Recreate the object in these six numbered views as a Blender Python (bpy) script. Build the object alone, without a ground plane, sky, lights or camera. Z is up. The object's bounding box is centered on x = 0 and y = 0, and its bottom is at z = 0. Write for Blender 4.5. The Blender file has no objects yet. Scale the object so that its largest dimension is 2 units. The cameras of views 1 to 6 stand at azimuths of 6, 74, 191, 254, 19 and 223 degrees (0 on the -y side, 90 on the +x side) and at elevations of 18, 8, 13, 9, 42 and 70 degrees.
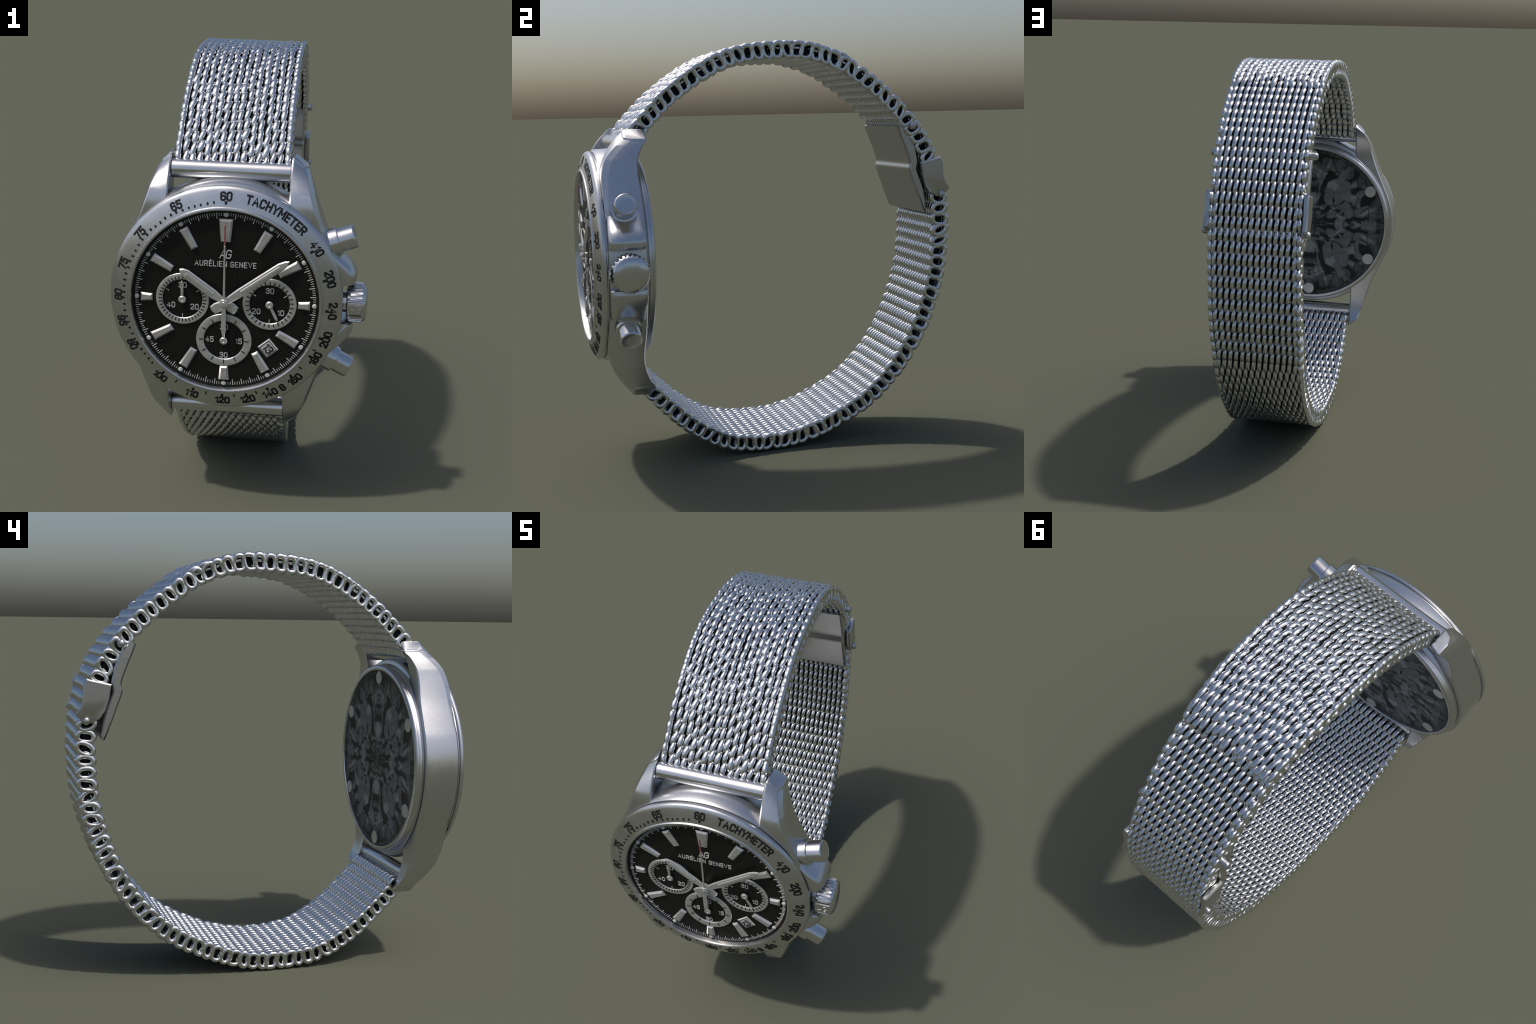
import bpy, bmesh, math, random
from mathutils import Vector, Matrix

random.seed(7)
pi = math.pi
CX, CZ = -0.0535, 0.998          # centre of the watch head (it faces -y)
YD = -0.884                     # dial plane

# ------------------------------------------------------------------ materials
def new_mat(name):
    m = bpy.data.materials.new(name)
    m.use_nodes = True
    nt = m.node_tree
    return m, nt, nt.nodes["Principled BSDF"]

def metal(name, col, rough, brush=None, grain=0.06, scale=60.0, bump=0.0):
    m, nt, b = new_mat(name)
    b.inputs["Metallic"].default_value = 1.0
    tc = nt.nodes.new("ShaderNodeTexCoord")
    mp = nt.nodes.new("ShaderNodeMapping")
    if brush:
        mp.inputs["Scale"].default_value = brush
    nz = nt.nodes.new("ShaderNodeTexNoise")
    nz.inputs["Scale"].default_value = scale
    nz.inputs["Detail"].default_value = 3.0
    nt.links.new(tc.outputs["Object"], mp.inputs["Vector"])
    nt.links.new(mp.outputs["Vector"], nz.inputs["Vector"])
    cr = nt.nodes.new("ShaderNodeValToRGB")
    cr.color_ramp.elements[0].position = 0.3
    cr.color_ramp.elements[1].position = 0.7
    cr.color_ramp.elements[0].color = tuple(c * (1 - grain) for c in col) + (1,)
    cr.color_ramp.elements[1].color = tuple(min(1, c * (1 + grain)) for c in col) + (1,)
    nt.links.new(nz.outputs["Fac"], cr.inputs["Fac"])
    nt.links.new(cr.outputs["Color"], b.inputs["Base Color"])
    mr = nt.nodes.new("ShaderNodeMapRange")
    mr.inputs["To Min"].default_value = rough - 0.05
    mr.inputs["To Max"].default_value = rough + 0.05
    nt.links.new(nz.outputs["Fac"], mr.inputs["Value"])
    nt.links.new(mr.outputs["Result"], b.inputs["Roughness"])
    if bump:
        bp = nt.nodes.new("ShaderNodeBump")
        bp.inputs["Strength"].default_value = bump
        bp.inputs["Distance"].default_value = 0.002
        nt.links.new(nz.outputs["Fac"], bp.inputs["Height"])
        nt.links.new(bp.outputs["Normal"], b.inputs["Normal"])
    return m

STEEL = (0.62, 0.62, 0.625)
M_case = metal("brushed_steel", STEEL, 0.30, brush=(6, 6, 0.4), scale=30, grain=0.05, bump=0.03)
M_pol = metal("polished_steel", (0.66, 0.66, 0.665), 0.22, grain=0.04, scale=9)
M_bez = metal("bezel_steel", STEEL, 0.30, grain=0.05, scale=14)
M_band = metal("mesh_wire_steel", (0.69, 0.695, 0.70), 0.25, grain=0.06, scale=70)
M_hand = metal("hand_steel", (0.60, 0.60, 0.585), 0.36, grain=0.08, scale=40)
M_hand.node_tree.nodes["Principled BSDF"].inputs["Metallic"].default_value = 0.7
M_clasp = metal("clasp_steel", (0.52, 0.52, 0.52), 0.33, brush=(1, 1, 8), scale=20, grain=0.04)

def plain(name, col, rough, spec=0.3, var=0.15, scale=40):
    m, nt, b = new_mat(name)
    nz = nt.nodes.new("ShaderNodeTexNoise")
    nz.inputs["Scale"].default_value = scale
    tc = nt.nodes.new("ShaderNodeTexCoord")
    nt.links.new(tc.outputs["Object"], nz.inputs["Vector"])
    cr = nt.nodes.new("ShaderNodeValToRGB")
    cr.color_ramp.elements[0].color = tuple(c * (1 - var) for c in col) + (1,)
    cr.color_ramp.elements[1].color = tuple(c * (1 + var) for c in col) + (1,)
    nt.links.new(nz.outputs["Fac"], cr.inputs["Fac"])
    nt.links.new(cr.outputs["Color"], b.inputs["Base Color"])
    b.inputs["Roughness"].default_value = rough
    b.inputs["Specular IOR Level"].default_value = spec
    return m

M_dial = plain("black_dial", (0.008, 0.0075, 0.007), 0.42, 0.25)
M_ink = plain("black_enamel", (0.010, 0.010, 0.010), 0.5, 0.3)
M_print = plain("silver_print", (0.52, 0.52, 0.50), 0.5, 0.3)
M_red = plain("red_tip", (0.27, 0.10, 0.09), 0.45, 0.3)
M_core = plain("painted_gap_shadow", (0.012, 0.013, 0.014), 0.8, 0.1)
M_plate = plain("movement_plate", (0.175, 0.178, 0.172), 0.55, 0.2, var=0.5, scale=30)

def movement_material():
    """dark display back: mirrored, radially arranged pale plates on a dark ground"""
    m, nt, b = new_mat("display_back")
    N, L = nt.nodes.new, nt.links.new
    tc = N("ShaderNodeTexCoord")
    sx = N("ShaderNodeSeparateXYZ"); L(tc.outputs["Object"], sx.inputs[0])
    def mth(op, a, bb=None, v=None):
        n = N("ShaderNodeMath"); n.operation = op
        L(a, n.inputs[0])
        if bb is not None: L(bb, n.inputs[1])
        elif v is not None: n.inputs[1].default_value = v
        return n.outputs[0]
    ax = mth("ABSOLUTE", sx.outputs["X"]); az = mth("ABSOLUTE", sx.outputs["Z"])
    rad = mth("SQRT", mth("ADD", mth("MULTIPLY", ax, ax), mth("MULTIPLY", az, az)))
    ang = mth("ARCTAN2", az, ax)
    cb = N("ShaderNodeCombineXYZ"); L(ax, cb.inputs[0]); L(az, cb.inputs[1])
    pol = N("ShaderNodeCombineXYZ"); L(mth("MULTIPLY", ang, v=0.33), pol.inputs[0]); L(mth("MULTIPLY", rad, v=0.55), pol.inputs[1])
    def patches(vec, scale, dist, lo, hi):
        n = N("ShaderNodeTexNoise"); n.inputs["Scale"].default_value = scale; n.inputs["Detail"].default_value = 1.5
        n.inputs["Distortion"].default_value = dist
        L(vec, n.inputs["Vector"])
        r = N("ShaderNodeMapRange"); r.interpolation_type = "SMOOTHSTEP"
        r.inputs["From Min"].default_value = lo; r.inputs["From Max"].default_value = hi
        L(n.outputs["Fac"], r.inputs["Value"])
        return r.outputs["Result"]
    leaves = patches(cb.outputs[0], 9.0, 0.8, 0.46, 0.57)
    spokes = patches(pol.outputs[0], 19.0, 0.4, 0.47, 0.58)
    vd = N("ShaderNodeTexVoronoi"); vd.feature = "DISTANCE_TO_EDGE"; vd.inputs["Scale"].default_value = 9
    L(cb.outputs[0], vd.inputs["Vector"])
    lines = N("ShaderNodeMapRange"); lines.inputs["From Max"].default_value = 0.05; lines.inputs["To Min"].default_value = 0.35
    L(vd.outputs["Distance"], lines.inputs["Value"])
    mixv = mth("MULTIPLY", mth("ADD", mth("MULTIPLY", leaves, v=0.75), mth("MULTIPLY", spokes, v=0.6)), lines.outputs["Result"])
    fade = N("ShaderNodeMapRange")
    fade.inputs["From Min"].default_value = 0.30; fade.inputs["From Max"].default_value = 0.43
    fade.inputs["To Min"].default_value = 1.0; fade.inputs["To Max"].default_value = 0.3
    L(rad, fade.inputs["Value"])
    val = mth("MULTIPLY", mixv, fade.outputs["Result"])
    fine = N("ShaderNodeTexNoise"); fine.inputs["Scale"].default_value = 45; fine.inputs["Detail"].default_value = 4
    L(cb.outputs[0], fine.inputs["Vector"])
    val = mth("MULTIPLY", val, mth("ADD", fine.outputs["Fac"], v=0.35))
    cr = N("ShaderNodeValToRGB")
    cr.color_ramp.elements[0].position = 0.05; cr.color_ramp.elements[0].color = (0.018, 0.018, 0.017, 1)
    cr.color_ramp.elements[1].position = 1.3 / 1.5; cr.color_ramp.elements[1].color = (0.30, 0.304, 0.295, 1)
    e = cr.color_ramp.elements.new(0.35); e.color = (0.105, 0.107, 0.103, 1)
    L(val, cr.inputs["Fac"])
    L(cr.outputs["Color"], b.inputs["Base Color"])
    b.inputs["Roughness"].default_value = 0.42
    b.inputs["Specular IOR Level"].default_value = 0.25
    return m
M_back = movement_material()

# ------------------------------------------------------------------ object helpers
ORIGIN = {}

def empty(name, loc=(0, 0, 0)):
    o = bpy.data.objects.new(name, None)
    o.location = loc
    bpy.context.scene.collection.objects.link(o)
    ORIGIN[o] = Vector(loc)
    return o

def link(o, parent, origin):
    bpy.context.scene.collection.objects.link(o)
    o.parent = parent
    o.location = Vector(origin) - ORIGIN[parent]
    ORIGIN[o] = Vector(origin)
    return o

def finish(me, angle=35):
    me.validate()
    bm = bmesh.new(); bm.from_mesh(me)
    bmesh.ops.recalc_face_normals(bm, faces=bm.faces)
    bm.to_mesh(me); bm.free()
    for p in me.polygons: p.use_smooth = True
    me.set_sharp_from_angle(angle=math.radians(angle))

def mesh_obj(name, verts, faces, mat, parent, origin=(CX, YD, CZ), angle=35):
    """verts are in world coordinates"""
    me = bpy.data.meshes.new(name)
    og = Vector(origin)
    me.from_pydata([tuple(Vector(v) - og) for v in verts], [], faces)
    finish(me, angle)
    me.materials.append(mat)
    return link(bpy.data.objects.new(name, me), parent, og)

def head(u, v, w=0.0):
    """watch-head coordinates (right, up, height over the dial) to world"""
    return (CX + u, YD - w, CZ + v)

def loft(rings, cap=True, closed=True):
    n = len(rings[0]); V = [p for r in rings for p in r]; F = []
    for i in range(len(rings) - 1):
        for j in range(n if closed else n - 1):
            k = (j + 1) % n
            F.append((i * n + j, i * n + k, (i + 1) * n + k, (i + 1) * n + j))
    if cap:
        F.append(tuple(range(n - 1, -1, -1)))
        F.append(tuple((len(rings) - 1) * n + j for j in range(n)))
    return V, F

def merge(*parts):
    V, F = [], []
    for v, f in parts:
        o = len(V); V += list(v); F += [tuple(i + o for i in q) for q in f]
    return V, F

def lathe(profile, centre, axis, seg=96, cap=False, flute=None):
    """profile: (radius, height along axis) pairs"""
    a = Vector(axis).normalized()
    s = Vector((0, 0, 1)) if abs(a.z) < 0.9 else Vector((1, 0, 0))
    e1 = a.cross(s).normalized(); e2 = a.cross(e1).normalized()
    rings = []
    for r, h in profile:
        ring = []
        for j in range(seg):
            t = 2 * pi * j / seg
            rr = r if flute is None else flute(r, h, t)
            ring.append(tuple(Vector(centre) + a * h + (e1 * math.cos(t) + e2 * math.sin(t)) * rr))
        rings.append(ring)
    return loft(rings, cap=cap)

def prism(outline, w0, w1, bevel=0.0, bw=None):
    """solid on the dial from a 2D outline (u, v); the top is inset by bevel"""
    n = len(outline)
    area = sum(outline[i][0] * outline[(i + 1) % n][1] - outline[(i + 1) % n][0] * outline[i][1] for i in range(n))
    if area < 0: outline = outline[::-1]
    def inset(d):
        res = []
        for i in range(n):
            p0, p1, p2 = (Vector(outline[(i + k) % n]) for k in (-1, 0, 1))
            d1 = (p1 - p0).normalized(); d2 = (p2 - p1).normalized()
            n1 = Vector((-d1.y, d1.x)); n2 = Vector((-d2.y, d2.x))
            b = (n1 + n2); b = b / max(0.35, b.length_squared / 2)
            res.append(tuple(p1 + b * d))
        return res
    rings = [[head(u, v, w0) for u, v in outline]]
    if bevel:
        bw = bevel if bw is None else bw
        rings.append([head(u, v, w1 - bw) for u, v in outline])
        rings.append([head(u, v, w1) for u, v in inset(bevel)])
    else:
        rings.append([head(u, v, w1) for u, v in outline])
    return loft(rings)

def rot2(pts, a, du=0, dv=0):
    c, s = math.cos(a), math.sin(a)
    return [(u * c - v * s + du, u * s + v * c + dv) for u, v in pts]

def clock(pts, deg):
    """turn an outline drawn at 12 o'clock clockwise"""
    return rot2(pts, -math.radians(deg))

def text_mesh(s, size, extrude=0.0, bold=0.0, align="CENTER"):
    cu = bpy.data.curves.new("lettering", "FONT")
    cu.body = s; cu.size = size; cu.extrude = extrude; cu.offset = bold
    cu.align_x = align; cu.align_y = "CENTER"; cu.resolution_u = 3
    ob = bpy.data.objects.new("lettering", cu)
    bpy.context.scene.collection.objects.link(ob)
    dg = bpy.context.evaluated_depsgraph_get()
    me = bpy.data.meshes.new_from_object(ob.evaluated_get(dg))
    V = [tuple(v.co) for v in me.vertices]; F = [tuple(p.vertices) for p in me.polygons]
    bpy.data.objects.remove(ob); bpy.data.curves.remove(cu); bpy.data.meshes.remove(me)
    return V, F

_w, _c = 0.60, 0.15
_loop = lambda y0, y1: [(_c, y0), (_w - _c, y0), (_w, y0 + _c), (_w, y1 - _c), (_w - _c, y1), (_c, y1), (0, y1 - _c), (0, y0 + _c), (_c, y0)]
_six = [(_w, 0.86), (_w - _c, 1), (_c, 1), (0, 1 - _c), (0, _c), (_c, 0), (_w - _c, 0), (_w, _c), (_w, 0.42), (_w - _c, 0.56), (_c, 0.56), (0, 0.44)]
GLYPH = {
    "0": [_loop(0, 1)], "1": [[(0.10, 0.76), (0.32, 1), (0.32, 0)]],
    "2": [[(0, 0.80), (0, 1 - _c), (_c, 1), (_w - _c, 1), (_w, 1 - _c), (_w, 0.62), (0, 0.12), (0, 0), (_w, 0)]],
    "3": [[(0, 0.84), (_c, 1), (_w - _c, 1), (_w, 1 - _c), (_w, 0.64), (_w - _c, 0.53), (_w, 0.42), (_w, _c), (_w - _c, 0), (_c, 0), (0, 0.16)], [(_w - _c, 0.53), (0.2, 0.53)]],
    "4": [[(0.46, 0), (0.46, 1), (0, 0.30), (_w + 0.04, 0.30)]],
    "5": [[(_w, 1), (0.04, 1), (0, 0.52), (_c, 0.62), (_w - _c, 0.62), (_w, 0.48), (_w, _c), (_w - _c, 0), (_c, 0), (0, 0.14)]],
    "6": [_six], "7": [[(0, 1), (_w, 1), (0.20, 0)]],
    "8": [_loop(0, 0.53), _loop(0.53, 1)], "9": [[(_w - x, 1 - y) for x, y in _six]],
    "A": [[(0, 0), (0.33, 1), (0.66, 0)], [(0.11, 0.32), (0.55, 0.32)]],
    "C": [[(_w, 0.82), (_w - _c, 1), (_c, 1), (0, 1 - _c), (0, _c), (_c, 0), (_w - _c, 0), (_w, 0.18)]],
    "E": [[(0.5, 1), (0, 1), (0, 0), (0.5, 0)], [(0, 0.52), (0.44, 0.52)]],
    "G": [[(_w, 0.82), (_w - _c, 1), (_c, 1), (0, 1 - _c), (0, _c), (_c, 0), (_w - _c, 0), (_w, _c), (_w, 0.46), (0.34, 0.46)]],
    "H": [[(0, 0), (0, 1)], [(_w, 0), (_w, 1)], [(0, 0.52), (_w, 0.52)]],
    "I": [[(0.05, 0), (0.05, 1)]], "L": [[(0, 1), (0, 0), (0.48, 0)]],
    "M": [[(0, 0), (0, 1)], [(0.72, 1), (0.72, 0)], [(0.02, 0.98), (0.36, 0.35), (0.70, 0.98)]], "N": [[(0, 0), (0, 1)], [(_w, 0), (_w, 1)], [(0.02, 0.96), (_w - 0.02, 0.04)]],
    "R": [[(0, 0), (0, 1), (_w - _c, 1), (_w, 1 - _c), (_w, 0.60), (_w - _c, 0.47), (0, 0.47)], [(0.28, 0.47), (_w, 0)]],
    "T": [[(0, 1), (_w, 1)], [(_w / 2, 1), (_w / 2, 0)]], "U": [[(0, 1), (0, _c), (_c, 0), (_w - _c, 0), (_w, _c), (_w, 1)]],
    "V": [[(0, 1), (0.32, 0), (0.64, 1)]], "Y": [[(0, 1), (0.32, 0.46), (0.64, 1)], [(0.32, 0.46), (0.32, 0)]],
}
GLYPH["\u00c9"] = GLYPH["E"] + [[(0.16, 1.14), (0.34, 1.30)]]

def stroke(pts, sw, z0, z1):
    """a flat bar of width sw following pts"""
    P = [Vector(p) for p in pts]
    shut = (P[0] - P[-1]).length < 1e-6
    if shut: P = P[:-1]
    n = len(P); rings = []
    for i in range(n):
        a = P[i - 1] if (i or shut) else None
        b = P[(i + 1) % n] if (i < n - 1 or shut) else None
        d1 = (P[i] - a).normalized() if a is not None else (b - P[i]).normalized()
        d2 = (b - P[i]).normalized() if b is not None else d1
        m = Vector((-d1.y - d2.y, d1.x + d2.x)); m /= max(0.7, m.length_squared / 2)
        e = P[i] - (d1 * sw * 0.5 if a is None else Vector((0, 0))) + (d2 * sw * 0.5 if b is None else Vector((0, 0)))
        l, r = e + m * sw / 2, e - m * sw / 2
        rings.append([(l.x, l.y, z0), (l.x, l.y, z1), (r.x, r.y, z1), (r.x, r.y, z0)])
    if shut: rings.append(rings[0])
    return loft(rings, cap=not shut)

def glyph_text(s, h, sw, depth, widen=1.0, gap=0.26):
    """stroke lettering centred on the origin, in (u, v, w); one entry per character"""
    chars, x = [], 0.0
    for ch in s:
        if ch == " ": x += 0.5 * widen * h; continue
        G = GLYPH[ch]
        wide = max(p[0] for st in G for p in st)
        parts = []
        for k, st in enumerate(G):
            parts.append(stroke([((x + p[0] * widen * h), (p[1] - 0.5) * h) for p in st], sw, -0.0006, depth - 0.0002 * k))
        chars.append(merge(*parts)); x += (wide + gap) * widen * h
    tot = x - gap * widen * h
    V, F = merge(*chars)
    return [(a - tot / 2, b, c) for a, b, c in V], F

def spline(pts, n):
    """Catmull-Rom through 2D points, n samples per span"""
    P = [Vector(p) for p in pts]
    P = [2 * P[0] - P[1]] + P + [2 * P[-1] - P[-2]]
    out = []
    for i in range(1, len(P) - 2):
        for k in range(n):
            t = k / n
            a, b, c, d = P[i - 1], P[i], P[i + 1], P[i + 2]
            out.append(0.5 * ((2 * b) + (c - a) * t + (2 * a - 5 * b + 4 * c - d) * t * t + (3 * b - a - 3 * c + d) * t ** 3))
    out.append(P[-2].copy())
    return out

def interp(x, table):
    if x <= table[0][0]: return table[0][1]
    for (x0, y0), (x1, y1) in zip(table, table[1:]):
        if x <= x1:
            t = (x - x0) / (x1 - x0)
            return y0 + (y1 - y0) * t
    return table[-1][1]

def smooth_table(table, n=12):
    return [tuple(p) for p in spline(table, n)]

# ================================================================== the watch
watch = empty("wristwatch", (0, 0, 0))
watch["label"] = "silver chronograph wristwatch with black dial and mesh strap"
watch["category"] = "wristwatch"

# ------------------------------------------------------------------ case body
AX = (0, -1, 0)                       # head axis, heights are measured along -y
C0 = (CX, 0, CZ)
case_profile = [(0.44, 0.652), (0.472, 0.652), (0.477, 0.655), (0.478, 0.659), (0.478, 0.668), (0.470, 0.674),
                (0.476, 0.680), (0.484, 0.690), (0.486, 0.80), (0.488, 0.840), (0.490, 0.850), (0.490, 0.8565), (0.40, 0.8565)]
case = mesh_obj("case", *lathe(case_profile, C0, AX, 160), M_case, watch, (CX, -0.76, CZ), 30)

# the flanks run as one curved strip from lug to lug; the lugs are its ends
LUGX = 0.2555
front_t = smooth_table([(0.0, 0.854), (0.30, 0.854), (0.385, 0.853), (0.44, 0.843), (0.50, 0.817), (0.55, 0.783), (0.592, 0.742)])
back_t = smooth_table([(0.0, 0.678), (0.30, 0.680), (0.40, 0.687), (0.46, 0.684), (0.52, 0.668), (0.56, 0.652), (0.592, 0.632)])
outer_t = smooth_table([(0.17, 0.467), (0.25, 0.437), (0.35, 0.398), (0.45, 0.364), (0.53, 0.343), (0.575, 0.331), (0.600, 0.322)])

SLIM = smooth_table([(0.17, 0.0), (0.24, 0.005), (0.33, 0.010), (0.42, 0.0115), (0.50, 0.012), (0.60, 0.016)])

def flank_x(d):
    d = abs(d)
    return math.sqrt(0.497 ** 2 - d * d) if d < 0.17 else interp(d, outer_t)

def flank_section(d, side, tip=0.0):
    a = abs(d)
    stretch = 1.0 if d > 0 else 1.0 + 0.058 * max(0.0, (a - 0.33) / 0.262)      # the lower lugs reach a little further
    f, b, xo = interp(a, front_t), interp(a, back_t), flank_x(d)
    if side < 0: xo -= interp(a, SLIM)
    sgn = 1 if d > 0 else -1
    slope = 0.040 * max(0.0, (a - 0.47) / 0.122)                                  # the tips are cut off at a slant
    xi = LUGX
    ch = interp(a, [(0, 0.009), (0.18, 0.010), (0.30, 0.016), (0.5, 0.016)])      # polished bevel along the front edge
    cf = interp(a, [(0, 0.010), (0.18, 0.011), (0.30, 0.024), (0.5, 0.036)])
    r = 0.006
    pts = [(xi, f - r), (xi + r, f), (xo - ch - 0.003, f), (xo - ch + 0.003, f - 0.003), (xo - 0.003, f - cf + 0.003), (xo, f - cf - 0.004),
           (xo, b + r), (xo - r, b), (xi + r, b), (xi, b + r)]
    return [(CX + side * x, -y, CZ + d * stretch - sgn * slope * (x - xi) / (xo - xi)) for x, y in pts]

def flank(d0, d1, side, n):
    ds = [d0 + (d1 - d0) * i / n for i in range(n + 1)]
    return [flank_section(d, side) for d in ds]

def squeeze(ring, k, dz):
    c = sum((Vector(p) for p in ring), Vector()) / len(ring)
    return [tuple(Vector((c.x + (p[0] - c.x) * k, c.y + (p[1] - c.y) * k, p[2] + dz))) for p in ring]

for side in (-1, 1):
    V, F = loft(flank(-0.33, 0.33, side, 44), cap=False)
    mesh_obj("case_flank", V, F, M_case, case, (CX, -0.76, CZ), 24)
    for up in (-1, 1):
        rings = flank(0.33 * up, 0.592 * up, side, 26)
        last = rings[-1]
        for k, dz in ((0.985, 0.003), (0.94, 0.0065), (0.86, 0.009), (0.72, 0.0105)):
            rings.append(squeeze(last, k, dz * up))
        mesh_obj("lug", *loft(rings), M_case, case, (CX, -0.76, CZ), 24)

# shoulder walls of the case between the lugs
for up in (-1, 1):
    rings = []
    for y, r in ((-0.850, 0.490), (-0.848, 0.500), (-0.835, 0.508), (-0.76, 0.512), (-0.715, 0.510), (-0.695, 0.500), (-0.690, 0.485), (-0.690, 0.46), (-0.85, 0.46)):
        rings.append([(CX + r * math.sin(t), y, CZ + up * r * math.cos(t)) for t in [math.radians(-32 + 64 * i / 32) for i in range(33)]])
    rings.append(rings[0])
    V, F = loft(rings, cap=False, closed=False)
    mesh_obj("case_shoulder", V, F, M_case, case, (CX, -0.77, CZ + up * 0.5), 35)

# crown guards, swelling out of the right flank
for up, pts in ((1, [(0.36, 0.30), (0.425, 0.262), (0.462, 0.222), (0.498, 0.190), (0.530, 0.162), (0.551, 0.130), (0.553, 0.100), (0.542, 0.088), (0.36, 0.086)]),
                (-1, [(0.36, 0.32), (0.43, 0.262), (0.475, 0.215), (0.51, 0.182), (0.535, 0.150), (0.548, 0.118), (0.545, 0.092), (0.53, 0.086), (0.36, 0.086)])):
    fine = spline(pts[1:-2], 5)
    out = [Vector(pts[0])] + fine + [Vector(p) for p in pts[-2:]]
    cen = Vector((0.40, 0.12))
    rings = []
    for y, k in ((-0.850, 0.80), (-0.845, 0.88), (-0.834, 0.94), (-0.81, 0.985), (-0.77, 1.0), (-0.715, 1.0), (-0.70, 0.985), (-0.692, 0.95)):
        ring = []
        for p in out:
            q = cen + Vector(((p.x - cen.x) * k, (p.y - cen.y) * (k if p.y > 0.1 else 1)))
            ring.append((CX + q.x, y, CZ + up * q.y))
        rings.append(ring)
    mesh_obj("crown_guard", *loft(rings), M_case, case, (CX + 0.5, -0.76, CZ + up * 0.12), 40)

# ------------------------------------------------------------------ bezel
bez_profile = [(0.400, 0.862), (0.400, 0.900), (0.4025, 0.907), (0.408, 0.910), (0.414, 0.9085), (0.4175, 0.903), (0.421, 0.9020),
               (0.455, 0.8925), (0.482, 0.8835), (0.492, 0.8785), (0.4975, 0.8735), (0.500, 0.867), (0.500, 0.861), (0.498, 0.8575), (0.493, 0.8575), (0.480, 0.8575)]
bezel = mesh_obj("bezel", *lathe(bez_profile, C0, AX, 192), M_bez, watch, (CX, -0.88, CZ), 28)

def bezel_front(r):
    return interp(r, [(0.421, 0.9020), (0.455, 0.8925), (0.482, 0.8835), (0.492, 0.8785), (0.4995, 0.872)])

def on_bezel(deg, du, r, w):
    """deg clockwise from 12, du tangential shift, r radius, w height over the bezel"""
    a = math.radians(deg) + du / 0.46
    return (CX + r * math.sin(a), -(bezel_front(r) + w), CZ + r * math.cos(a))

def bezel_label(name, txt, deg, h, flip, widen=0.95, gap=0.30, r0=0.460):
    V, F = glyph_text(txt, h, 0.0082, 0.0012, widen, gap)
    sg = -1 if flip else 1
    mesh_obj(name, [on_bezel(deg, sg * u, r0 + sg * v, w) for u, v, w in V], F, M_ink, bezel, on_bezel(deg, 0, r0, 0), 20)

labels = [("60", 0, 0), ("410", 56, 0), ("200", 74, 0), ("240", 91.8, 0), ("200", 108.5, 1), ("180", 121, 1), ("160", 137.5, 1), ("8", 145.8, 1),
          ("140", 153.5, 1), ("120", 166.5, 1), ("120", 180.5, 1), ("110", 197.7, 1), ("100", 217.5, 1), ("80", 241, 1), ("95", 255.5, 1),
          ("80", 270.5, 0), ("75", 288.5, 0), ("75", 308, 0), ("65", 333, 0)]
for s, d, fl in labels:
    bezel_label("bezel_numeral", s, d, 0.0300, fl)
bezel_label("bezel_lettering", "TACHYMETER", 28.0, 0.0310, 0, 1.0, 0.32)

ticks = []
def bezel_tick(deg, length=0.012, width=0.0075, r=0.4345):
    V = []
    for w in (-0.0004, 0.0012):
        for du, dr in ((-width / 2, -length / 2), (width / 2, -length / 2), (width / 2, length / 2), (-width / 2, length / 2)):
            V.append(on_bezel(deg, du, r + dr, w))
    ticks.append((V, [(3, 2, 1, 0), (4, 5, 6, 7), (0, 1, 5, 4), (1, 2, 6, 5), (2, 3, 7, 6), (3, 0, 4, 7)]))
for d in (0, 56, 74, 91.8, 108.5, 121, 137.5, 153.5, 166.5, 180.5, 197.7, 217.5, 241):
    bezel_tick(d, 0.014, 0.0115)
for d in (116.5, 130, 160.5, 173.5, 190, 208.5):
    bezel_tick(d, 0.016, 0.006)
d = 226
while d < 356:
    bezel_tick(d, random.uniform(0.010, 0.014), random.uniform(0.0075, 0.0105), 0.4345 + random.uniform(-0.002, 0.002))
    d += 3.6 + random.uniform(-0.3, 0.4)
V, F = merge(*ticks)
o = mesh_obj("bezel_tick", V, F, M_ink, bezel, (CX, -0.92, CZ), 20)
o["kind"] = "stuff"

# ------------------------------------------------------------------ dial
V, F = lathe([(0.0005, 0.0), (0.2, 0.0), (0.404, 0.0)], (CX, YD, CZ), AX, 128)
V2, F2 = lathe([(0.404, -0.012), (0.2, -0.012), (0.0005, -0.012)], (CX, YD, CZ), AX, 128)
dial = mesh_obj("dial", *merge((V, F), (V2, F2), lathe([(0.404, 0.0), (0.404, -0.012)], (CX, YD, CZ), AX, 128)), M_dial, watch, (CX, YD, CZ))

# hour markers: faceted batons wider towards the rim
def baton(deg, r0, r1, w0, w1, h=0.0105):
    pts = clock([(-w0 / 2, r0), (w0 / 2, r0), (w1 / 2, r1), (-w1 / 2, r1)], deg)
    V, F = prism(pts, -0.001, h, 0.0075, 0.0075)
    a = math.radians(deg); rm = (r0 + r1) / 2
    mesh_obj("hour_marker", V, F, M_hand, dial, head(rm * math.sin(a), rm * math.cos(a), 0), 15)
baton(0, 0.262, 0.362, 0.040, 0.060)
for d in (30, 60, 120, 150, 210, 240, 300, 330):
    baton(d, 0.262, 0.360, 0.031, 0.041)
for d in (90, 270):
    baton(d, 0.312, 0.362, 0.031, 0.040)
baton(180, 0.298, 0.364, 0.034, 0.046)

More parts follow.
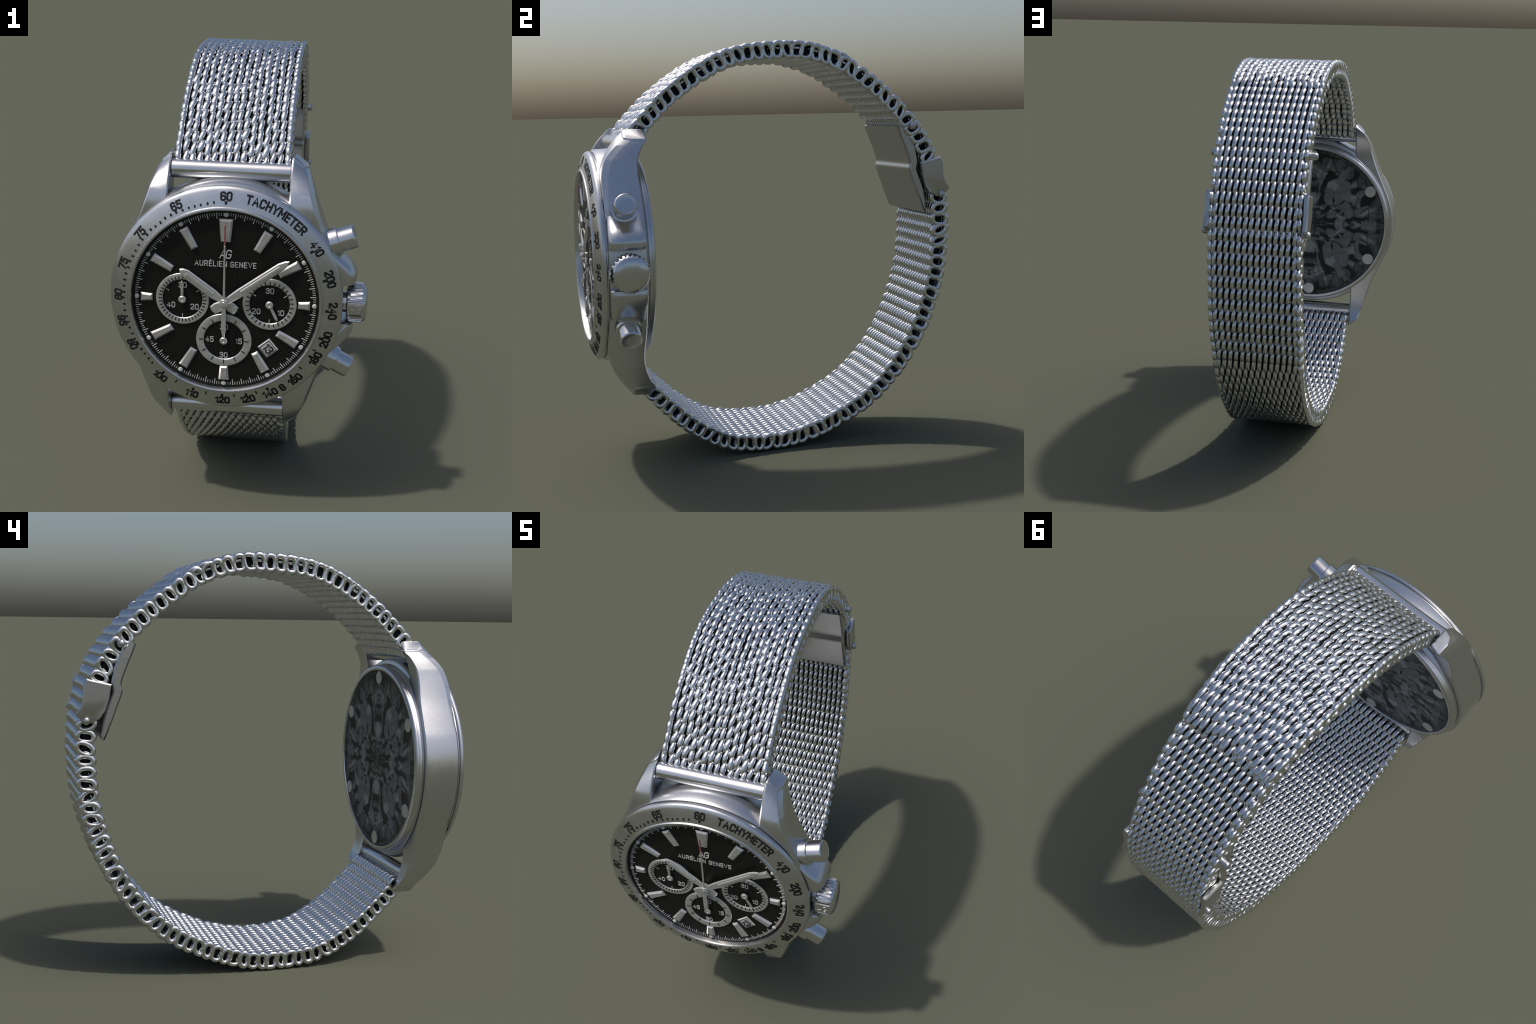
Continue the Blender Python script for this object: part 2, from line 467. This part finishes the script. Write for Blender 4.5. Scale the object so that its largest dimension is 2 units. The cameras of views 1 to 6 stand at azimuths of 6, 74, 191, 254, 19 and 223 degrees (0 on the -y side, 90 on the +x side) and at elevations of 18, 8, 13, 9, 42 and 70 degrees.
# minute track: printed ticks and hour dots
parts = []
def tick(deg, r0, r1, w):
    parts.append(prism(clock([(-w / 2, r0), (w / 2, r0), (w / 2, r1), (-w / 2, r1)], deg), -0.0005, 0.0015))
for i in range(240):
    if i % 20 == 0: continue
    if i % 4 == 0: tick(i * 1.5, 0.364, 0.389, 0.0036)
    else: tick(i * 1.5, 0.375, 0.388, 0.0026)
V, F = merge(*parts)
o = mesh_obj("minute_track", V, F, M_print, dial, head(0, 0, 0), 20); o["kind"] = "stuff"
dot_me = None
for i in range(12):
    a = math.radians(30 * i)
    p = head(0.380 * math.sin(a), 0.380 * math.cos(a), 0)
    if dot_me is None:
        o = mesh_obj("hour_dot", *lathe([(0.0098, -0.001), (0.0098, 0.003), (0.007, 0.006), (0.0005, 0.007)], p, AX, 14), M_print, dial, p)
        dot_me = o.data
    else:
        link(bpy.data.objects.new("hour_dot", dot_me), dial, p)

# sub-dials
def subdial(u, v, ri, ro, nticks, nums, marks):
    c = head(u, v, 0)
    ring = mesh_obj("subdial_ring", *lathe([(ri, -0.002), (ri, 0.002), (ri + 0.003, 0.0048), (ri + 0.008, 0.0055), (ro - 0.008, 0.0065), (ro - 0.002, 0.0055), (ro, 0.003), (ro, -0.002)],
                    c, AX, 72), M_hand, dial, c, 25)
    parts = []
    for i in range(nticks):
        a = 360 * i / nticks
        pts = clock([(-0.002, ri + 0.002), (0.002, ri + 0.002), (0.002, ro - 0.012), (-0.002, ro - 0.012)], a)
        parts.append(prism([(x + u, y + v) for x, y in pts], 0.003, 0.0072))
    V, F = merge(*parts)
    o = mesh_obj("subdial_tick", V, F, M_ink, dial, c, 20); o["kind"] = "stuff"
    for s, du, dv in nums:
        V, F = glyph_text(s, 0.0220, 0.0035, 0.0012, 0.95, 0.32)
        mesh_obj("subdial_numeral", [head(u + du + x, v + dv + y, z + 0.0010) for x, y, z in V], F, M_print, dial, head(u + du, v + dv, 0))
    parts = []
    for a in marks:
        pts = clock([(-0.0016, ri - 0.018), (0.0016, ri - 0.018), (0.0016, ri - 0.003), (-0.0016, ri - 0.003)], a)
        parts.append(prism([(x + u, y + v) for x, y in pts], -0.0005, 0.0016))
    if parts:
        V, F = merge(*parts)
        o = mesh_obj("subdial_mark", V, F, M_print, dial, c, 20); o["kind"] = "stuff"
    return ring

def subhand(u, v, deg, length, tail=0.0):
    outline = [(-0.0055, 0), (0.0055, 0), (0.0062, length * 0.5), (0.0065, length * 0.85), (0.002, length), (-0.002, length), (-0.0065, length * 0.85), (-0.0062, length * 0.5)]
    pts = [(x + u, y + v) for x, y in clock(outline, deg)]
    A = prism(pts, 0.009, 0.0145, 0.002)
    B = lathe([(0.0165, 0.007), (0.0165, 0.014), (0.013, 0.0175), (0.006, 0.0175), (0.004, 0.015), (0.0005, 0.015)], head(u, v, 0), AX, 24)
    C = lathe([(0.006, 0.0), (0.006, 0.009)], head(u, v, 0), AX, 12)
    mesh_obj("subdial_hand", *merge(A, B, C), M_hand, dial, head(u, v, 0), 30)

SL, SR, SB = (-0.182, 0.000), (0.191, -0.003), (-0.002, -0.178)
subdial(*SL, 0.086, 0.115, 40, [("30", 0, 0.062), ("40", -0.050, -0.030), ("20", 0.052, -0.034)], (60, 180, 300))
subdial(*SR, 0.086, 0.115, 30, [("30", 0.0, 0.060), ("20", -0.056, -0.034), ("10", 0.048, -0.036)], (60, 180, 300))
subdial(*SB, 0.087, 0.120, 12, [("30", 0.0, 0.060), ("45", -0.062, 0.0), ("15", 0.064, -0.002), ("30", 0.0, -0.070)], ())
subhand(*SL, -1, 0.083)
subhand(*SR, 153, 0.078)
subhand(*SB, 0, 0.10)

# maker's lettering, monogram and date window
V, F = glyph_text("AUR\u00c9LIEN GENEVE", 0.0215, 0.0031, 0.0012, 0.95, 0.34)
xs = [p[0] for p in V]; k = 0.262 / (max(xs) - min(xs))
mesh_obj("dial_lettering", [head(x * k, 0.165 + y, z + 0.001) for x, y, z in V], F, M_print, dial, head(0, 0.165, 0))
V, F = glyph_text("AG", 0.034, 0.0044, 0.0030, 0.95, 0.12)
mesh_obj("monogram", [head(x + y * 0.15 + 0.001, 0.209 + y, z) for x, y, z in V], F, M_print, dial, head(0, 0.208, 0))
du, dv, da = 0.190, -0.203, math.radians(-50)
sq = 0.032
frame = rot2([(-sq, -sq), (sq, -sq), (sq, sq), (-sq, sq)], da, du, dv)
dw = mesh_obj("date_window", *prism(frame, -0.001, 0.005, 0.004), M_print, dial, head(du, dv, 0), 15)
inn = 0.0255
parts = []
for s in ((-1, -1, 1, -1), (1, -1, 1, 1), (1, 1, -1, 1), (-1, 1, -1, -1)):
    x0, y0, x1, y1 = (inn * q for q in s)
    e = 0.0011
    pts = [(min(x0, x1) - e, min(y0, y1) - e), (max(x0, x1) + e, min(y0, y1) - e), (max(x0, x1) + e, max(y0, y1) + e), (min(x0, x1) - e, max(y0, y1) + e)]
    parts.append(prism(rot2(pts, da, du, dv), 0.003, 0.0058))
mesh_obj("date_frame_line", *merge(*parts), M_ink, dial, head(du, dv, 0.005))
V, F = glyph_text("13", 0.033, 0.0056, 0.0010, 0.9, 0.30)
mesh_obj("date_numeral", [head(*p, z + 0.0058) for (x, y, z) in V for p in rot2([(x, y)], da, du, dv)], F, M_ink, dial, head(du, dv, 0.006))

# hands
def hand(name, deg, length, w, wbase, z0, z1, tail, tailw):
    body = [(-wbase / 2, 0.03), (-w * 0.52, length * 0.25), (-w / 2, length * 0.86), (-w * 0.30, length * 0.95), (0, length),
            (w * 0.30, length * 0.95), (w / 2, length * 0.86), (w * 0.52, length * 0.25), (wbase / 2, 0.03)]
    t = [(tailw * 0.30, -0.004), (tailw / 2, -tail * 0.55), (tailw * 0.42, -tail * 0.92), (0, -tail), (-tailw * 0.42, -tail * 0.92), (-tailw / 2, -tail * 0.55), (-tailw * 0.30, -0.004)]
    A = prism(clock(body + t, deg), z0, z1, 0.005, 0.004)
    # lumed inlay ridge
    R = prism(clock([(-w * 0.22, length * 0.26), (w * 0.22, length * 0.26), (w * 0.22, length * 0.86), (-w * 0.22, length * 0.86)], deg), z1 - 0.002, z1 + 0.0025, 0.003)
    mesh_obj(name, *merge(A, R), M_hand, watch, head(0, 0, z0), 20)
hand("hour_hand", -54.5, 0.238, 0.041, 0.034, 0.0165, 0.0225, 0.066, 0.046)
hand("minute_hand", 53.5, 0.338, 0.037, 0.032, 0.0235, 0.0290, 0.066, 0.046)
sec = [(-0.0095, -0.125), (-0.0105, -0.07), (-0.008, 0.0), (-0.0045, 0.05), (-0.0038, 0.255), (0.0038, 0.255), (0.0045, 0.05), (0.008, 0.0), (0.0105, -0.07), (0.0095, -0.125), (0.004, -0.15), (-0.004, -0.15)]
A = prism(sec, 0.0315, 0.0350, 0.0015)
B = lathe([(0.0185, 0.006), (0.0185, 0.035), (0.016, 0.038), (0.009, 0.0385), (0.007, 0.0405), (0.0005, 0.041)], head(0, 0, 0), AX, 32)
sh = mesh_obj("second_hand", *merge(A, B), M_hand, watch, head(0, 0, 0.031), 30)
mesh_obj("second_hand_tip", *prism([(-0.0038, 0.2552), (0.0038, 0.2552), (0.0030, 0.343), (-0.0030, 0.343)], 0.0315, 0.0350, 0.001), M_red, sh, head(0, 0.3, 0.031))

# ------------------------------------------------------------------ crown and push buttons
def knurl(r, h, t):
    if r < 0.06 or r < 0.0795: return r
    return r + 0.0042 * (1 if math.cos(26 * t) > 0 else -1) * (1 if 0.53 < h < 0.578 else 0.3)
cr_c = (CX, -0.768, CZ - 0.012)
crown = mesh_obj("crown", *lathe([(0.045, 0.47), (0.045, 0.512), (0.068, 0.513), (0.079, 0.517), (0.082, 0.524), (0.083, 0.531), (0.083, 0.576), (0.082, 0.583), (0.0775, 0.592), (0.070, 0.598), (0.045, 0.603), (0.02, 0.6045), (0.0005, 0.605)],
                 cr_c, (1, 0, 0), 208, flute=knurl), M_pol, watch, (CX + 0.55, -0.768, CZ - 0.012), 40)
# raised panel with the monogram on the front of the crown
V, F = [], []
pan = []
for a in (-0.34, -0.30, -0.15, 0, 0.15, 0.30, 0.34):
    rr = 0.0845 if abs(a) > 0.32 else 0.0895
    pan.append([(CX + x, cr_c[1] - rr * math.cos(a), cr_c[2] + rr * math.sin(a)) for x in (0.519, 0.522, 0.584, 0.587)])
mesh_obj("crown_panel", *loft(pan, cap=False, closed=False), M_pol, crown, (CX + 0.55, -0.858, cr_c[2]), 30)
V, F = glyph_text("AG", 0.032, 0.0050, 0.0022, 0.85, 0.25)
mesh_obj("crown_lettering", [(CX + 0.553 + x, cr_c[1] - 0.0895 * math.cos(y / 0.0895) - z - 0.0006, cr_c[2] + y) for x, y, z in V], F, M_case, crown, (CX + 0.55, -0.86, cr_c[2]))

for deg, k, end in ((20, 0.96, (0.536, 0.287)), (-27, 0.92, (0.536, -0.315))):
    a = math.radians(deg)
    ax = Vector((math.cos(a), 0, math.sin(a)))
    pr = [(0.064, -0.22), (0.064, -0.074), (0.0625, -0.0695), (0.058, -0.068), (0.0535, -0.068), (0.0525, -0.065), (0.0525, -0.006), (0.0505, -0.0005), (0.047, 0.002), (0.0435, 0.0005), (0.02, 0.0), (0.0005, 0.0)]
    e = Vector((CX + end[0], -0.771, CZ + end[1]))
    mesh_obj("push_button", *lathe([(r * k, h) for r, h in pr], e, ax, 48), M_pol, watch, e, 35)

# ------------------------------------------------------------------ case back
YB = -0.646
back = mesh_obj("case_back", *lathe([(0.0005, 0.0), (0.2, 0.0), (0.440, 0.0), (0.454, 0.003)], (CX, YB, CZ), (0, 1, 0), 128), M_back, watch, (CX, YB, CZ))
mesh_obj("case_back_rim", *lathe([(0.450, 0.0), (0.452, 0.0075), (0.456, 0.009), (0.466, 0.008), (0.473, 0.004), (0.476, -0.002), (0.476, -0.008)], (CX, YB, CZ), (0, 1, 0), 144), M_case, back, (CX, YB + 0.01, CZ), 35)
sc_me = None
for i in range(6):
    a = math.radians(60 * i)
    p = Vector((CX + 0.414 * math.sin(a), YB, CZ + 0.414 * math.cos(a)))
    if sc_me is None:
        o = mesh_obj("case_back_screw", *lathe([(0.033, -0.001), (0.033, 0.004), (0.030, 0.0065), (0.0005, 0.007)], p, (0, 1, 0), 28), M_hand, back, p, 30)
        sc_me = o.data
    else:
        link(bpy.data.objects.new("case_back_screw", sc_me), back, p)
# engraved ring of fine ticks
parts = []
for i in range(200):
    a = 2 * pi * i / 200
    if min(abs((math.degrees(a) % 60)), 60 - math.degrees(a) % 60) < 6: continue
    e1 = Vector((math.sin(a), 0, math.cos(a))); e2 = Vector((math.cos(a), 0, -math.sin(a)))
    c = Vector((CX, YB, CZ))
    V = []
    for y in (0.0004, 0.0018):
        for r, t in ((0.430, -0.0022), (0.430, 0.0022), (0.446, 0.0022), (0.446, -0.0022)):
            V.append(tuple(c + e1 * r + e2 * t + Vector((0, y, 0))))
    parts.append((V, [(0, 1, 2, 3), (7, 6, 5, 4), (0, 4, 5, 1), (1, 5, 6, 2), (2, 6, 7, 3), (3, 7, 4, 0)]))
V, F = merge(*parts)
o = mesh_obj("case_back_tick", V, F, M_plate, back, (CX, YB, CZ), 20); o["kind"] = "stuff"

# mirrored movement plates seen through the back
def back_prism(outline, h=0.0022):
    rings = [[(CX + u, YB + y, CZ + v) for u, v in outline] for y in (-0.001, h)]
    return loft(rings)
def ellipse(cu, cv, a, b, ang, n=18):
    return rot2([(a * math.cos(2 * pi * i / n), b * math.sin(2 * pi * i / n)) for i in range(n)], ang, cu, cv)
plates = [clock([(-0.016, 0.29), (0.016, 0.29), (0.026, 0.385), (-0.026, 0.385)], 33),
          clock([(-0.006, 0.385), (0.006, 0.385), (0.006, 0.42), (-0.006, 0.42)], 33),
          ellipse(0.185, 0.19, 0.085, 0.036, math.radians(60)),
          ellipse(0.225, 0.09, 0.055, 0.027, math.radians(105)),
          ellipse(0.11, 0.15, 0.030, 0.040, 0.4),
          ellipse(0.13, 0.055, 0.035, 0.02, 0.5),
          ellipse(0.31, 0.10, 0.05, 0.010, math.radians(25)),
          ellipse(0.06, 0.27, 0.012, 0.045, -0.15),
          ellipse(0.30, 0.19, 0.03, 0.02, 0.6)]
for sx in (-1, 1):
    for sz in (-1, 1):
        for pl in plates:
            q = [(u * sx, v * sz) for u, v in pl]
            cu = sum(p[0] for p in q) / len(q); cv = sum(p[1] for p in q) / len(q)
            mesh_obj("movement_plate", *back_prism(q), M_plate, back, (CX + cu, YB, CZ + cv), 30)
for sx in (-1, 1):
    q = [(sx * u, v) for u, v in ((0.31, -0.028), (0.34, -0.020), (0.40, -0.032), (0.40, 0.032), (0.34, 0.020), (0.31, 0.028))]
    mesh_obj("movement_plate", *back_prism(q), M_plate, back, (CX + sx * 0.35, YB, CZ), 30)

# ------------------------------------------------------------------ spring bars
for z, y in ((1.530, -0.730), (0.440, -0.722)):
    mesh_obj("spring_bar", *lathe([(0.0005, -0.257), (0.036, -0.257), (0.042, -0.251), (0.042, 0.251), (0.036, 0.257), (0.0005, 0.257)],
             (CX, y, z), (1, 0, 0), 32), M_pol, watch, (CX, y, z), 40)

# ------------------------------------------------------------------ mesh strap
OUT = [(-0.738, 1.545), (-0.700, 1.606), (-0.655, 1.660), (-0.602, 1.715), (-0.546, 1.769), (-0.44, 1.850), (-0.348, 1.906), (-0.272, 1.943), (-0.195, 1.970), (-0.10, 1.988),
       (0.0, 1.997), (0.084, 1.997), (0.169, 1.986), (0.26, 1.961), (0.356, 1.922), (0.443, 1.870), (0.532, 1.806), (0.615, 1.738), (0.690, 1.665), (0.748, 1.595),
       (0.800, 1.510), (0.850, 1.390), (0.880, 1.270), (0.893, 1.160), (0.895, 1.060), (0.887, 0.920), (0.867, 0.800), (0.832, 0.685), (0.785, 0.564), (0.720, 0.445),
       (0.632, 0.326), (0.546, 0.240), (0.455, 0.170), (0.350, 0.110), (0.215, 0.050), (0.085, 0.015), (-0.06, 0.006), (-0.19, 0.020), (-0.29, 0.050), (-0.385, 0.103),
       (-0.480, 0.173), (-0.567, 0.258), (-0.655, 0.350), (-0.720, 0.440)]
TH = 0.084
GROW = [(0.0, 0.004), (0.15, 0.005), (0.24, -0.001), (0.28, 0.006), (0.302, 0.007), (0.35, 0.007), (0.40, 0.005), (0.44, 0.004), (0.49, 0.017), (0.56, 0.020), (0.65, 0.019), (0.74, 0.016), (0.80, 0.004), (0.84, 0.002), (0.90, 0.016), (0.96, 0.022), (1.0, 0.018)]
def grown(P):
    n = len(P) - 1; out = []
    for i, p in enumerate(P):
        t = (P[min(n, i + 1)] - P[max(0, i - 1)]).normalized()
        out.append(p + Vector((-t.y, t.x)) * interp(i / n, GROW))
    return out
def thick(k):
    return interp(k, [(0.0, 0.98), (0.12, 1.06), (0.22, 1.05), (0.30, 1.01), (0.40, 1.06), (0.46, 1.14), (0.58, 1.16), (0.68, 1.06), (0.8, 1.03), (0.9, 1.0), (1.0, 0.95)])
dense = grown(spline(OUT, 16))
def tangent(i):
    a = dense[max(0, i - 2)]; b = dense[min(len(dense) - 1, i + 2)]
    return (b - a).normalized()
mid = []
for i, p in enumerate(dense):
    t = tangent(i)
    n = Vector((-t.y, t.x))          # outward in the (y, z) plane
    mid.append(p - n * TH / 2 * thick(i / (len(dense) - 1)))
S = [0.0]
for a, b in zip(mid, mid[1:]): S.append(S[-1] + (b - a).length)
TOTAL = S[-1]
def frame_at(s):
    i = 0
    lo, hi = 0, len(S) - 2
    while lo < hi:
        m = (lo + hi + 1) // 2
        if S[m] <= s: lo = m
        else: hi = m - 1
    i = lo
    k = (s - S[i]) / max(1e-9, S[i + 1] - S[i])
    p = mid[i].lerp(mid[i + 1], min(1.0, max(0.0, k)))
    a = mid[max(0, i - 4)]; b = mid[min(len(mid) - 1, i + 5)]
    t = (b - a).normalized()
    return p, t, Vector((-t.y, t.x))

HALF = smooth_table([(0.0, 0.247), (0.15, 0.245), (0.30, 0.230), (0.42, 0.219), (0.55, 0.220), (0.66, 0.218), (0.78, 0.226), (0.9, 0.246), (1.0, 0.250)])
MID = smooth_table([(0.0, -0.053), (0.15, -0.050), (0.30, -0.040), (0.42, -0.043), (0.55, -0.050), (0.66, -0.050), (0.78, -0.048), (0.9, -0.046), (1.0, -0.050)])
BX = -0.054

# near-black slab modelled inside the weave, its colour giving the gaps their shadow
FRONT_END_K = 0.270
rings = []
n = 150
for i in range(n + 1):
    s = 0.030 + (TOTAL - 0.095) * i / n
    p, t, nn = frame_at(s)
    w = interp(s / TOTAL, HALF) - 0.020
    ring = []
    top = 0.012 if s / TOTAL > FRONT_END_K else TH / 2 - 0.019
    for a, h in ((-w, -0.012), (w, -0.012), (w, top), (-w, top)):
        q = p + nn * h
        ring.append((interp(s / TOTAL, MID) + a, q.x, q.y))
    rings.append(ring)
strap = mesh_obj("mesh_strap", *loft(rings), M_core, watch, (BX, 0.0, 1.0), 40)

TURNS = 15
FRONT_END = 0.272        # up to here the outer face is woven of lengthwise strands
def coil_mesh(seed, a, b, jitter, ex, slant, shift=0.0, edge=0.025, knob=0.0, sunk=1.0, rx=0.0122, rz=0.0092):
    """one flattened wire spiral lying across the strap; x = across, y = along, z = out"""
    rnd = random.Random(seed)
    edges = {sd: (edge * rnd.uniform(0.82, 1.16), rnd.uniform(-0.34, 0.34), 2 / rnd.uniform(2.0, 3.2), rnd.uniform(0.2, 0.55)) for sd in (-1, 1)}
    W = 0.46
    p = W / TURNS
    seg, ns = 14, 7
    joff = [(rnd.uniform(-1, 1) * jitter, rnd.uniform(-1, 1) * jitter, 1 + rnd.uniform(-1, 1) * jitter * 14) for _ in range(TURNS + 6)]
    pts = []
    T0, T1 = -1.5, TURNS + 1.75
    n = int((T1 - T0) * seg)
    half = W / 2 - rx * 0.8
    for i in range(n + 1):
        t = T0 + (T1 - T0) * i / n
        th = 2 * pi * t
        c, s = math.cos(th), math.sin(th)
        # s > 0: outer side, moving in +y as x grows
        yy = -math.copysign(abs(c) ** (2 / ex), c) * a
        zz = math.copysign(abs(s) ** (2 / ex), s) * b
        j = int(math.floor(t)) + 2
        f = t - math.floor(t)
        q0, q1 = joff[j], joff[min(j + 1, len(joff) - 1)]
        # the jitter is blended at the turn so that the wire stays continuous
        bl = max(0.0, (f - 0.7) / 0.3)
        jx = q0[0] * (1 - bl) + q1[0] * bl; jy = q0[1] * (1 - bl) + q1[1] * bl; js = q0[2] * (1 - bl) + q1[2] * bl
        x = (t - TURNS / 2) * p - p * 0.25
        x += slant * p * (f - 0.25) * 2 if f < 0.5 else slant * p * (0.75 - f) * 2
        x = x + jx + shift * p
        if zz > 0: zz *= sunk
        # at the two selvedges the wire closes into flat squarish loops
        ef = 0.0
        e = min(1.0, max(0.0, (abs(x) - half + 0.35 * p) / (0.35 * p)))
        if e > 0:
            ew, sh, sq, ef = edges[1 if x > 0 else -1]
            zz = zz * (1 - e) + e * math.copysign(abs(s) ** sq, s) * b
            yy = yy * (1 - e) + e * (-math.copysign(abs(c) ** sq, c) * ew + sh * zz)
            js = js * (1 - e) + e
            jy *= 1 - e
        if abs(x) > half + 1.1 * p: continue
        x = max(-half, min(half, x))
        pts.append((Vector((x, yy + jy, zz + (jy if zz > 0 else 0) * 0.6)), js, s, e * (ef if e > 0 else 0)))
    rings = []
    for i, (q, js, s, e) in enumerate(pts):
        n = len(pts) - 1
        d = (pts[min(i + 1, n)][0] - pts[max(i - 1, 0)][0]); d.x *= 0.15
        d.normalize()
        e1 = Vector((1, 0, 0)); e2 = d.cross(e1).normalized()
        e1 = e2.cross(d).normalized()
        fat = 0.80 + 0.28 * abs(s) ** 1.5
        rings.append([tuple(q + e1 * math.cos(2 * pi * k / ns) * rx * fat * js + e2 * math.sin(2 * pi * k / ns) * rz * (1 + e)) for k in range(ns)])
    parts = [loft(rings)]
    # cross-wire ends closing the selvedge between two loops
    for sd in (-1, 1):
        if rnd.random() < knob:
            ry, rzz, ox = rnd.uniform(0.0105, 0.0150), b * rnd.uniform(0.78, 0.95), rnd.uniform(-0.004, 0.001)
            tilt, y0 = rnd.uniform(-0.3, 0.3), 0.0235 + rnd.uniform(-0.004, 0.004)
            kr = []
            for u in (-0.99, -0.85, -0.6, -0.3, 0, 0.3, 0.6, 0.85, 0.99):
                rr = math.sqrt(1 - u * u)
                kr.append([(sd * (half - 0.003 + ox) + 0.012 * rr * math.cos(2 * pi * k / 10), y0 + tilt * u * rzz + ry * rr * math.sin(2 * pi * k / 10), u * rzz) for k in range(10)])
            parts.append(loft(kr))
    V, F = merge(*parts)
    me = bpy.data.meshes.new("wire_coil")
    me.from_pydata(V, [], F)
    finish(me, 80)
    me.materials.append(M_band)
    return me

b0 = TH / 2 - 0.0092
rnd_shift = lambda i: ((i * 5) % 12 - 5.5) * 0.02
front_set = [coil_mesh(10 + i, 0.0340, b0, 0.0026, 2.1, 0.10, rnd_shift(i), knob=0.55, sunk=0.3, rx=0.0130) for i in range(12)]
back_set = [coil_mesh(40 + i, 0.0375, b0, 0.0011, 2.0, 0.06, rx=0.0116) for i in range(10)]
low_set = [coil_mesh(70 + i, 0.0340, b0, 0.0011, 2.0, 0.02, (0.22, -0.22)[i % 2], knob=0.8) for i in range(12)]

def pitch(k):
    return interp(k, [(0.0, 0.049), (0.265, 0.049), (0.28, 0.055), (0.62, 0.055), (0.72, 0.048), (0.85, 0.046), (1.0, 0.050)])
s = 0.040; row = 0
while s < TOTAL - 0.035:
    k = s / TOTAL
    p, t, nn = frame_at(s)
    if k < FRONT_END: me = random.choice(front_set)
    elif k < 0.60: me = random.choice(back_set)
    else: me = low_set[2 * random.randrange(6) + row % 2]
    w = interp(k, HALF)
    lift = 0.0
    o = bpy.data.objects.new("wire_coil", me)
    link(o, strap, (0, 0, 0))
    pp = p + nn * lift
    phase = 0.0
    phase = random.uniform(-0.0012, 0.0012)
    org = Vector((interp(k, MID) + phase, pp.x, pp.y))
    sy = pitch(k) / (0.049 if k < FRONT_END else 0.055 if k < 0.60 else 0.047)
    th = thick(k)
    M = Matrix(((w / 0.23, 0, 0, 0), (0, t.x * sy, nn.x * th, 0), (0, t.y * sy, nn.y * th, 0), (0, 0, 0, 1)))
    o.matrix_local = Matrix.Translation(org - ORIGIN[strap]) @ M
    s += pitch(k); row += 1
# lengthwise strands of slanted oval links on the outer face of the front half
rnd = random.Random(3)
COLS, NS = 16, 9
for c in range(COLS):
    parts = []
    s = 0.020 + rnd.uniform(0.0, 0.02) + (0.012 if c % 2 else 0.0)
    while s < FRONT_END * TOTAL + 0.012:
        length = 0.076 * rnd.uniform(0.92, 1.12)
        lean = 0.0075 * rnd.uniform(0.4, 1.5)
        wob = rnd.uniform(-0.0022, 0.0022)
        rx, rz = 0.0138 * rnd.uniform(0.86, 1.12), 0.0105 * rnd.uniform(0.92, 1.08)
        lift = rnd.uniform(-0.0015, 0.001)
        end = (c + 0.5) / COLS * 2 - 1
        rings = []
        for u in (-1.0, -0.93, -0.8, -0.6, -0.3, 0.0, 0.3, 0.6, 0.8, 0.93, 1.0):
            sc = min(TOTAL, max(0.0, s + u * length / 2))
            p, t, nn = frame_at(sc)
            k = sc / TOTAL
            half = interp(k, HALF) - 0.0125
            x = interp(k, MID) + end * half * COLS / (COLS - 1) + wob * (abs(end) < 0.9) + lean * u * (1 if abs(end) < 0.9 else 0.3)
            r = max(0.05, (1 - abs(u) ** 2.6)) ** 0.5
            h = TH / 2 * thick(k) - 0.0105 + lift - 0.0095 * u * u + 0.008 * min(1.0, max(0.0, (k - 0.232) / 0.030))
            ring = []
            for j in range(NS):
                a = 2 * pi * j / NS
                q = p + nn * (h + rz * r * math.sin(a))
                ring.append((x + rx * r * math.cos(a), q.x, q.y))
            rings.append(ring)
        parts.append(loft(rings))
        s += 0.0525 * rnd.uniform(0.92, 1.08)
    V, F = merge(*parts)
    mesh_obj("wire_strand", V, F, M_band, strap, (interp(0.15, MID) + end * 0.23, -0.3, 1.8), 70)
print("rows", row, "length", TOTAL)

# ------------------------------------------------------------------ clasp
inner = [(0.642, 1.582), (0.655, 1.545), (0.676, 1.495), (0.703, 1.425), (0.7085, 1.395), (0.705, 1.362), (0.733, 1.285), (0.756, 1.222), (0.780, 1.160), (0.786, 1.150)]
outer = [(0.668, 1.596), (0.706, 1.545), (0.732, 1.494), (0.746, 1.440), (0.752, 1.400), (0.748, 1.362), (0.778, 1.285), (0.792, 1.222), (0.798, 1.160), (0.795, 1.150)]
A = spline([(y - 0.009, z) for y, z in inner], 5); B = spline([(y - 0.006, z) for y, z in outer], 5)
rings = []
for x0, e in ((-0.2695, 0.0085), (-0.2665, 0.0035), (-0.262, 0.0), (0.163, 0.0), (0.1685, 0.0035), (0.1725, 0.0085)):
    rings.append([(x0, p.x + e, p.y) for p in A] + [(x0, p.x - e, p.y) for p in reversed(B)])
clasp = mesh_obj("clasp", *loft(rings), M_clasp, watch, (BX, 0.75, 1.38), 30)
wing = [(0.747, 1.402), (0.790, 1.412), (0.836, 1.422), (0.858, 1.428), (0.872, 1.400), (0.876, 1.330), (0.890, 1.295), (0.909, 1.266), (0.880, 1.240), (0.837, 1.228), (0.800, 1.248), (0.775, 1.285), (0.757, 1.340)]
wc = Vector((0.82, 1.33))
for x0, x1, x2 in ((0.172, 0.190, 0.196), (-0.268, -0.284, -0.290)):
    rings = []
    for x, k in ((x0, 0.97), (x0 + (x1 - x0) * 0.3, 1.0), (x1, 1.0), (x2, 0.93)):
        rings.append([(x, wc.x + (y - wc.x) * k, wc.y + (z - wc.y) * k) for y, z in wing])
    mesh_obj("clasp_side_tab", *loft(rings), M_clasp, clasp, (x1, 0.82, 1.33), 40)
for y, z in ((0.703, 1.583), (0.862, 1.240)):
    mesh_obj("clasp_pin", *lathe([(0.0005, -0.256), (0.012, -0.2555), (0.0165, -0.250), (0.018, -0.243), (0.018, 0.243), (0.0165, 0.250), (0.012, 0.2555), (0.0005, 0.256)],
             (BX + 0.008, y, z), (1, 0, 0), 20), M_clasp, clasp, (BX, y, z), 50)
